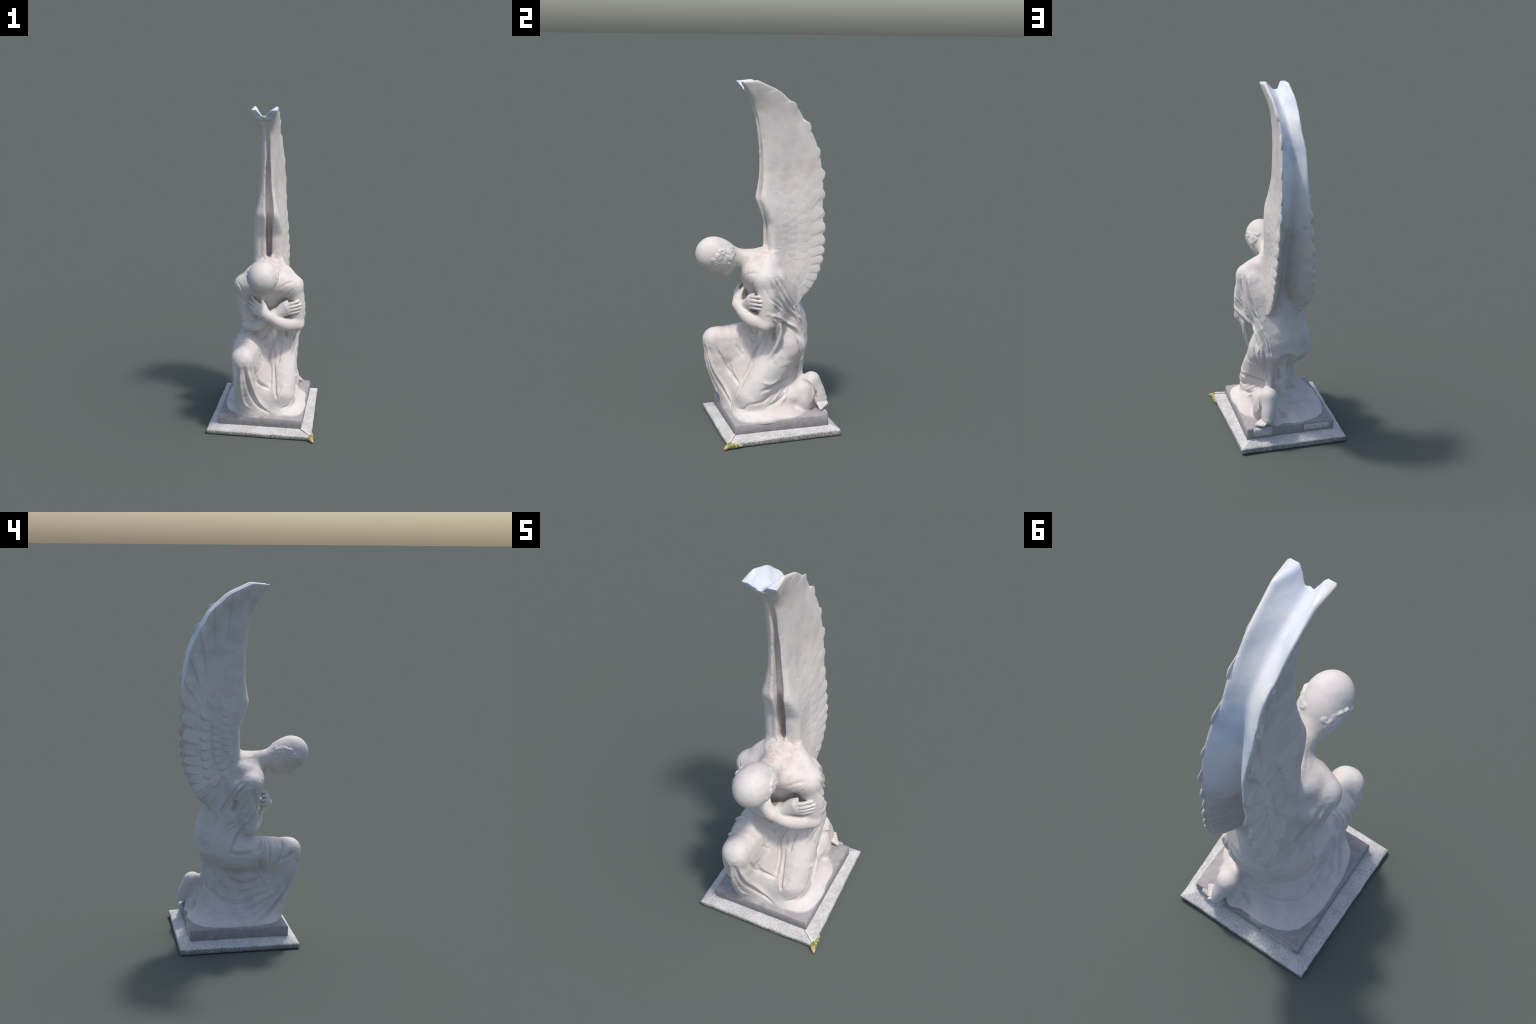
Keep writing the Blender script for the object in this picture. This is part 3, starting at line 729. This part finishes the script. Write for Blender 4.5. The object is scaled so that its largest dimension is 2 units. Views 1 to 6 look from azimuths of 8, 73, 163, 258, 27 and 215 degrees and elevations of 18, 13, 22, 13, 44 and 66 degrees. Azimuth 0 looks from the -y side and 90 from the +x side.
LESSER = [(.120,1.311,.066,1.287,.046), (.121,1.267,.069,1.249,.046), (.124,1.222,.071,1.209,.044), (.124,1.182,.071,1.172,.042),
          (.120,1.142,.068,1.136,.042), (.113,1.106,.064,1.106,.042), (.093,1.077,.046,1.081,.040), (.080,1.040,.035,1.054,.040)]
SHOULDER = [(.141,1.469,.111,1.363,.070), (.089,1.502,.071,1.389,.088), (.177,1.400,.137,1.320,.066), (.080,1.389,.053,1.282,.105),
            (.027,1.493,.022,1.387,.060)]
fr = random.Random(5)
for side, wing_id in ((1, WING_R), (-1, WING_L)):
    soft = .20 if side > 0 else 1.15
    for rows, height, back, tilt, over in ((FLIGHT, .0065 * (.8 if side > 0 else 1.15), .013, -.005, .000), (GREATER, .0080*soft, .006, -.003*soft, 0),
                                           (MEDIAN, .0075*soft, .006, -.003*soft, 0), (LESSER, .0055*soft, .006, -.002*soft, 0),
                                           (SHOULDER, .0050*soft, .006, -.001, 0)):
        for k, (ty, tz, ry, rz, w) in enumerate(rows):
            t = np.array([ty, tz]); r = np.array([ry, rz])
            d = (t - r) / np.linalg.norm(t - r)
            hh = height
            if rows is FLIGHT: 
                d2 = over if k > (6 if side > 0 else 4) else (-.014 if side > 0 else -.024); tl = 0; bk = back if k > 4 else .006
                hh = height * ((.30 if side > 0 else 1.9) if k < 5 else 1.0)
            else: d2 = over; tl = tilt; bk = back
            P, f = feather(side, t + d * d2, r - d * .004, w * fr.uniform(1.12, 1.22) * (.74 if rows is FLIGHT and k < 4 and side < 0 else 1), hh * fr.uniform(.85, 1.15),
                           bk, tl, bend=(.05 if rows is FLIGHT and k < 6 else .012) * (-1 if rows is FLIGHT else 1))
            make('feather', P, f, M_MARBLE, PARTS[wing_id])

# ------------------------------------------------------------------ base
def stone(name, ramp_stops, scale, bumpd, rough=.8):
    m, nt, B = nodes_of(name); co = coords(nt)
    c = ramp(nt, noise(nt, scale, 6, .7, co), ramp_stops)
    nt.links.new(c, B.inputs['Base Color']); B.inputs['Roughness'].default_value = rough
    bump(nt, B, noise(nt, scale * 1.3, 4, .6, co), bumpd)
    return m
M_PLINTH = stone('grey_plinth_stone', [(.3, (.27,.25,.255)), (.7, (.40,.375,.375))], 30, .001)
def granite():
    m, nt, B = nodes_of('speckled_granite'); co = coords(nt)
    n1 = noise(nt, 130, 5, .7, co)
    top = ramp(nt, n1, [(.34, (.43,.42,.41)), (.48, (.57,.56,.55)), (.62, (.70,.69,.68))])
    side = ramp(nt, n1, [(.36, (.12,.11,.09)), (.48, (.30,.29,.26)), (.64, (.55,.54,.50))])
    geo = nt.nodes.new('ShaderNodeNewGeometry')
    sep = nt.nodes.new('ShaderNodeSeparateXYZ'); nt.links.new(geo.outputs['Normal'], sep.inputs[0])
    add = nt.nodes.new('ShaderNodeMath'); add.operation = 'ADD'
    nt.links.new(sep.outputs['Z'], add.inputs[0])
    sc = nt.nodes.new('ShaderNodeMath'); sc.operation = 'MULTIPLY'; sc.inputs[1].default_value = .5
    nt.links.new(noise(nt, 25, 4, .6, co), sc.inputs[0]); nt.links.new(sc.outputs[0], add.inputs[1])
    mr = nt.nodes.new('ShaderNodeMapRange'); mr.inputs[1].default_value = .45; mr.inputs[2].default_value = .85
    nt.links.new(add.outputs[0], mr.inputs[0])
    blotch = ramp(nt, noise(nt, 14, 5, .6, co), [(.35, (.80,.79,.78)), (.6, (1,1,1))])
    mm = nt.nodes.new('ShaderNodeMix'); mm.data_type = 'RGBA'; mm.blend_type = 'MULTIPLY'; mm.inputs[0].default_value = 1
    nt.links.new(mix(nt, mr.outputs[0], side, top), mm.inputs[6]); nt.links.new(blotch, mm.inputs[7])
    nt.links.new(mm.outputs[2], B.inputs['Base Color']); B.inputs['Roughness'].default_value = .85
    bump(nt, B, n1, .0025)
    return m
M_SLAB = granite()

def ring_body(name, rings, mat, n=60, wobble=0.002, seed=3, corner=.02, parent=None):
    """block made of rings of 4 corners, edges subdivided and slightly worn"""
    out = []
    for ring in rings:
        c = np.array(ring, float); pts = []
        for k in range(4):
            a, b = c[k], c[(k+1) % 4]
            for t in np.arange(n) / n: pts.append(a + (b - a) * t)
        pts = np.array(pts)
        cen = c.mean(0)
        out.append(pts)
    P = np.concatenate(out)
    m = 4 * n; faces = []
    for r in range(len(rings) - 1):
        for i in range(m):
            j = (i + 1) % m
            faces.append((r*m+i, r*m+j, (r+1)*m+j, (r+1)*m+i))
    top = len(rings) - 1
    c = P[top*m:(top+1)*m].mean(0)
    P = np.vstack([P, c[None]]); ci = len(P) - 1
    for i in range(m): faces.append((top*m+i, top*m+(i+1) % m, ci))
    faces.append(tuple(range(m - 1, -1, -1)))
    keep = P[:,2].copy()
    for j in range(3):
        P[:-1,j] += wobble * (1 if j < 2 else .6) * (lattice_noise(P[:-1], .05, seed + j) + .6 * lattice_noise(P[:-1], .017, seed + 9 + j))
    P[:m,2] = keep[:m]
    return make(name, P, faces, mat, parent)

def quad(A, B, C, D, inset, z):
    """corner ring A..D (front-left, front-right, back-right, back-left) pulled in and lifted by z=(4) or a number"""
    c = np.array([A, B, C, D], float)[:, :2]; m = c.mean(0)
    s = np.sign(c - m)
    zz = np.full(4, z) if np.isscalar(z) else np.array(z)
    return np.column_stack([c - s * inset, zz])
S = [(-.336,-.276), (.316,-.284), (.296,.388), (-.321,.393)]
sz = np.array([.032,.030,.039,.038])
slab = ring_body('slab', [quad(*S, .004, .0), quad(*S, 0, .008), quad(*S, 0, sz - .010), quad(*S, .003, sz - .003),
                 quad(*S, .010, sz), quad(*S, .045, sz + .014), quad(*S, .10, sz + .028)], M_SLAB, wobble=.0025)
U = [(-.264,-.221), (.245,-.223), (.249,.323), (-.260,.328)]
uz = np.array([.112,.105,.121,.119])
plinth = ring_body('plinth', [quad(*U, -.002, .030), quad(*U, -.002, uz - .008), quad(*U, .001, uz - .002), quad(*U, .006, uz)], M_PLINTH, wobble=.0012, seed=20)
# ledge that carries the toes, pale patch let into the back face
M_LEDGE = stone('pale_ledge_stone', [(.35, (.42,.40,.39)), (.65, (.60,.58,.56))], 40, .001)
Lg = [(.094,.28), (.224,.28), (.212,.338), (.108,.340)]
ring_body('foot_ledge', [quad(*Lg, .008, .070), quad(*Lg, .0, .080), quad(*Lg, .0, .113), quad(*Lg, .004, .120)], M_LEDGE, n=12, wobble=.0025, seed=41)
Pp = [(-.240,.318), (-.085,.318), (-.085,.3305), (-.240,.3315)]
ring_body('plaque', [quad(*Pp, 0, .072), quad(*Pp, 0, .078), quad(*Pp, 0, .103), quad(*Pp, .001, .105)], M_LEDGE, n=10, wobble=.0006, seed=44)

# mossy lump grown over the front corner of the slab
G = Field((.24,-.335,-.004), (.36,-.17,.07), .0025)
G.add(limb([(.302,-.268,.014), (.313,-.286,.013), (.326,-.302,.007)], [.018,.013,.007]), 0, .01)
G.add(limb([(.311,-.270,.016), (.313,-.235,.013), (.310,-.200,.010)], [.015,.011,.006]), 0, .012)
def below(X, Y, Z): return Z + 0 * X + 0 * Y - .001
G.cut((below, (.24,-.335,-.01), (.36,-.17,.02)), .002)
gv, gq, gl = G.mesh()
gn = normals(gv, gq)
gv = gv + gn * (.0022 * lattice_noise(gv, .012, 31) + .0012 * lattice_noise(gv, .005, 32))[:,None]
gv[:,2] = np.maximum(gv[:,2], 0)
def moss():
    m, nt, B = nodes_of('moss_and_lichen'); co = coords(nt)
    sep = nt.nodes.new('ShaderNodeSeparateXYZ'); nt.links.new(co, sep.inputs[0])
    green = ramp(nt, noise(nt, 90, 4, .6, co), [(.38, (.10,.13,.02)), (.52, (.30,.31,.07)), (.66, (.62,.56,.30))])
    tan = ramp(nt, noise(nt, 70, 4, .6, co), [(.35, (.38,.22,.10)), (.65, (.70,.48,.27))])
    mr = nt.nodes.new('ShaderNodeMapRange')
    mr.inputs[1].default_value = -.283; mr.inputs[2].default_value = -.293
    nt.links.new(sep.outputs['Y'], mr.inputs[0])
    nt.links.new(mix(nt, mr.outputs[0], green, tan), B.inputs['Base Color'])
    B.inputs['Roughness'].default_value = .95
    bump(nt, B, noise(nt, 300, 3, .6, co), .002)
    return m
M_MOSS = moss()
make('moss_clump', gv, gq, M_MOSS)
Sx = Field((.235,-.29,.02), (.32,-.21,.07), .002)
Sx.add(limb([(.250,-.231,.052), (.272,-.247,.046), (.300,-.268,.036)], [.0055,.0045,.006]), 0, .004)
sv, sq, sl = Sx.mesh()
sv = sv + normals(sv, sq) * (.0012 * lattice_noise(sv, .008, 35))[:,None]
make('lichen_streak', sv, sq, stone('pale_lichen', [(.35, (.62,.57,.36)), (.6, (.78,.75,.66))], 60, .001))
print('verts', len(V))
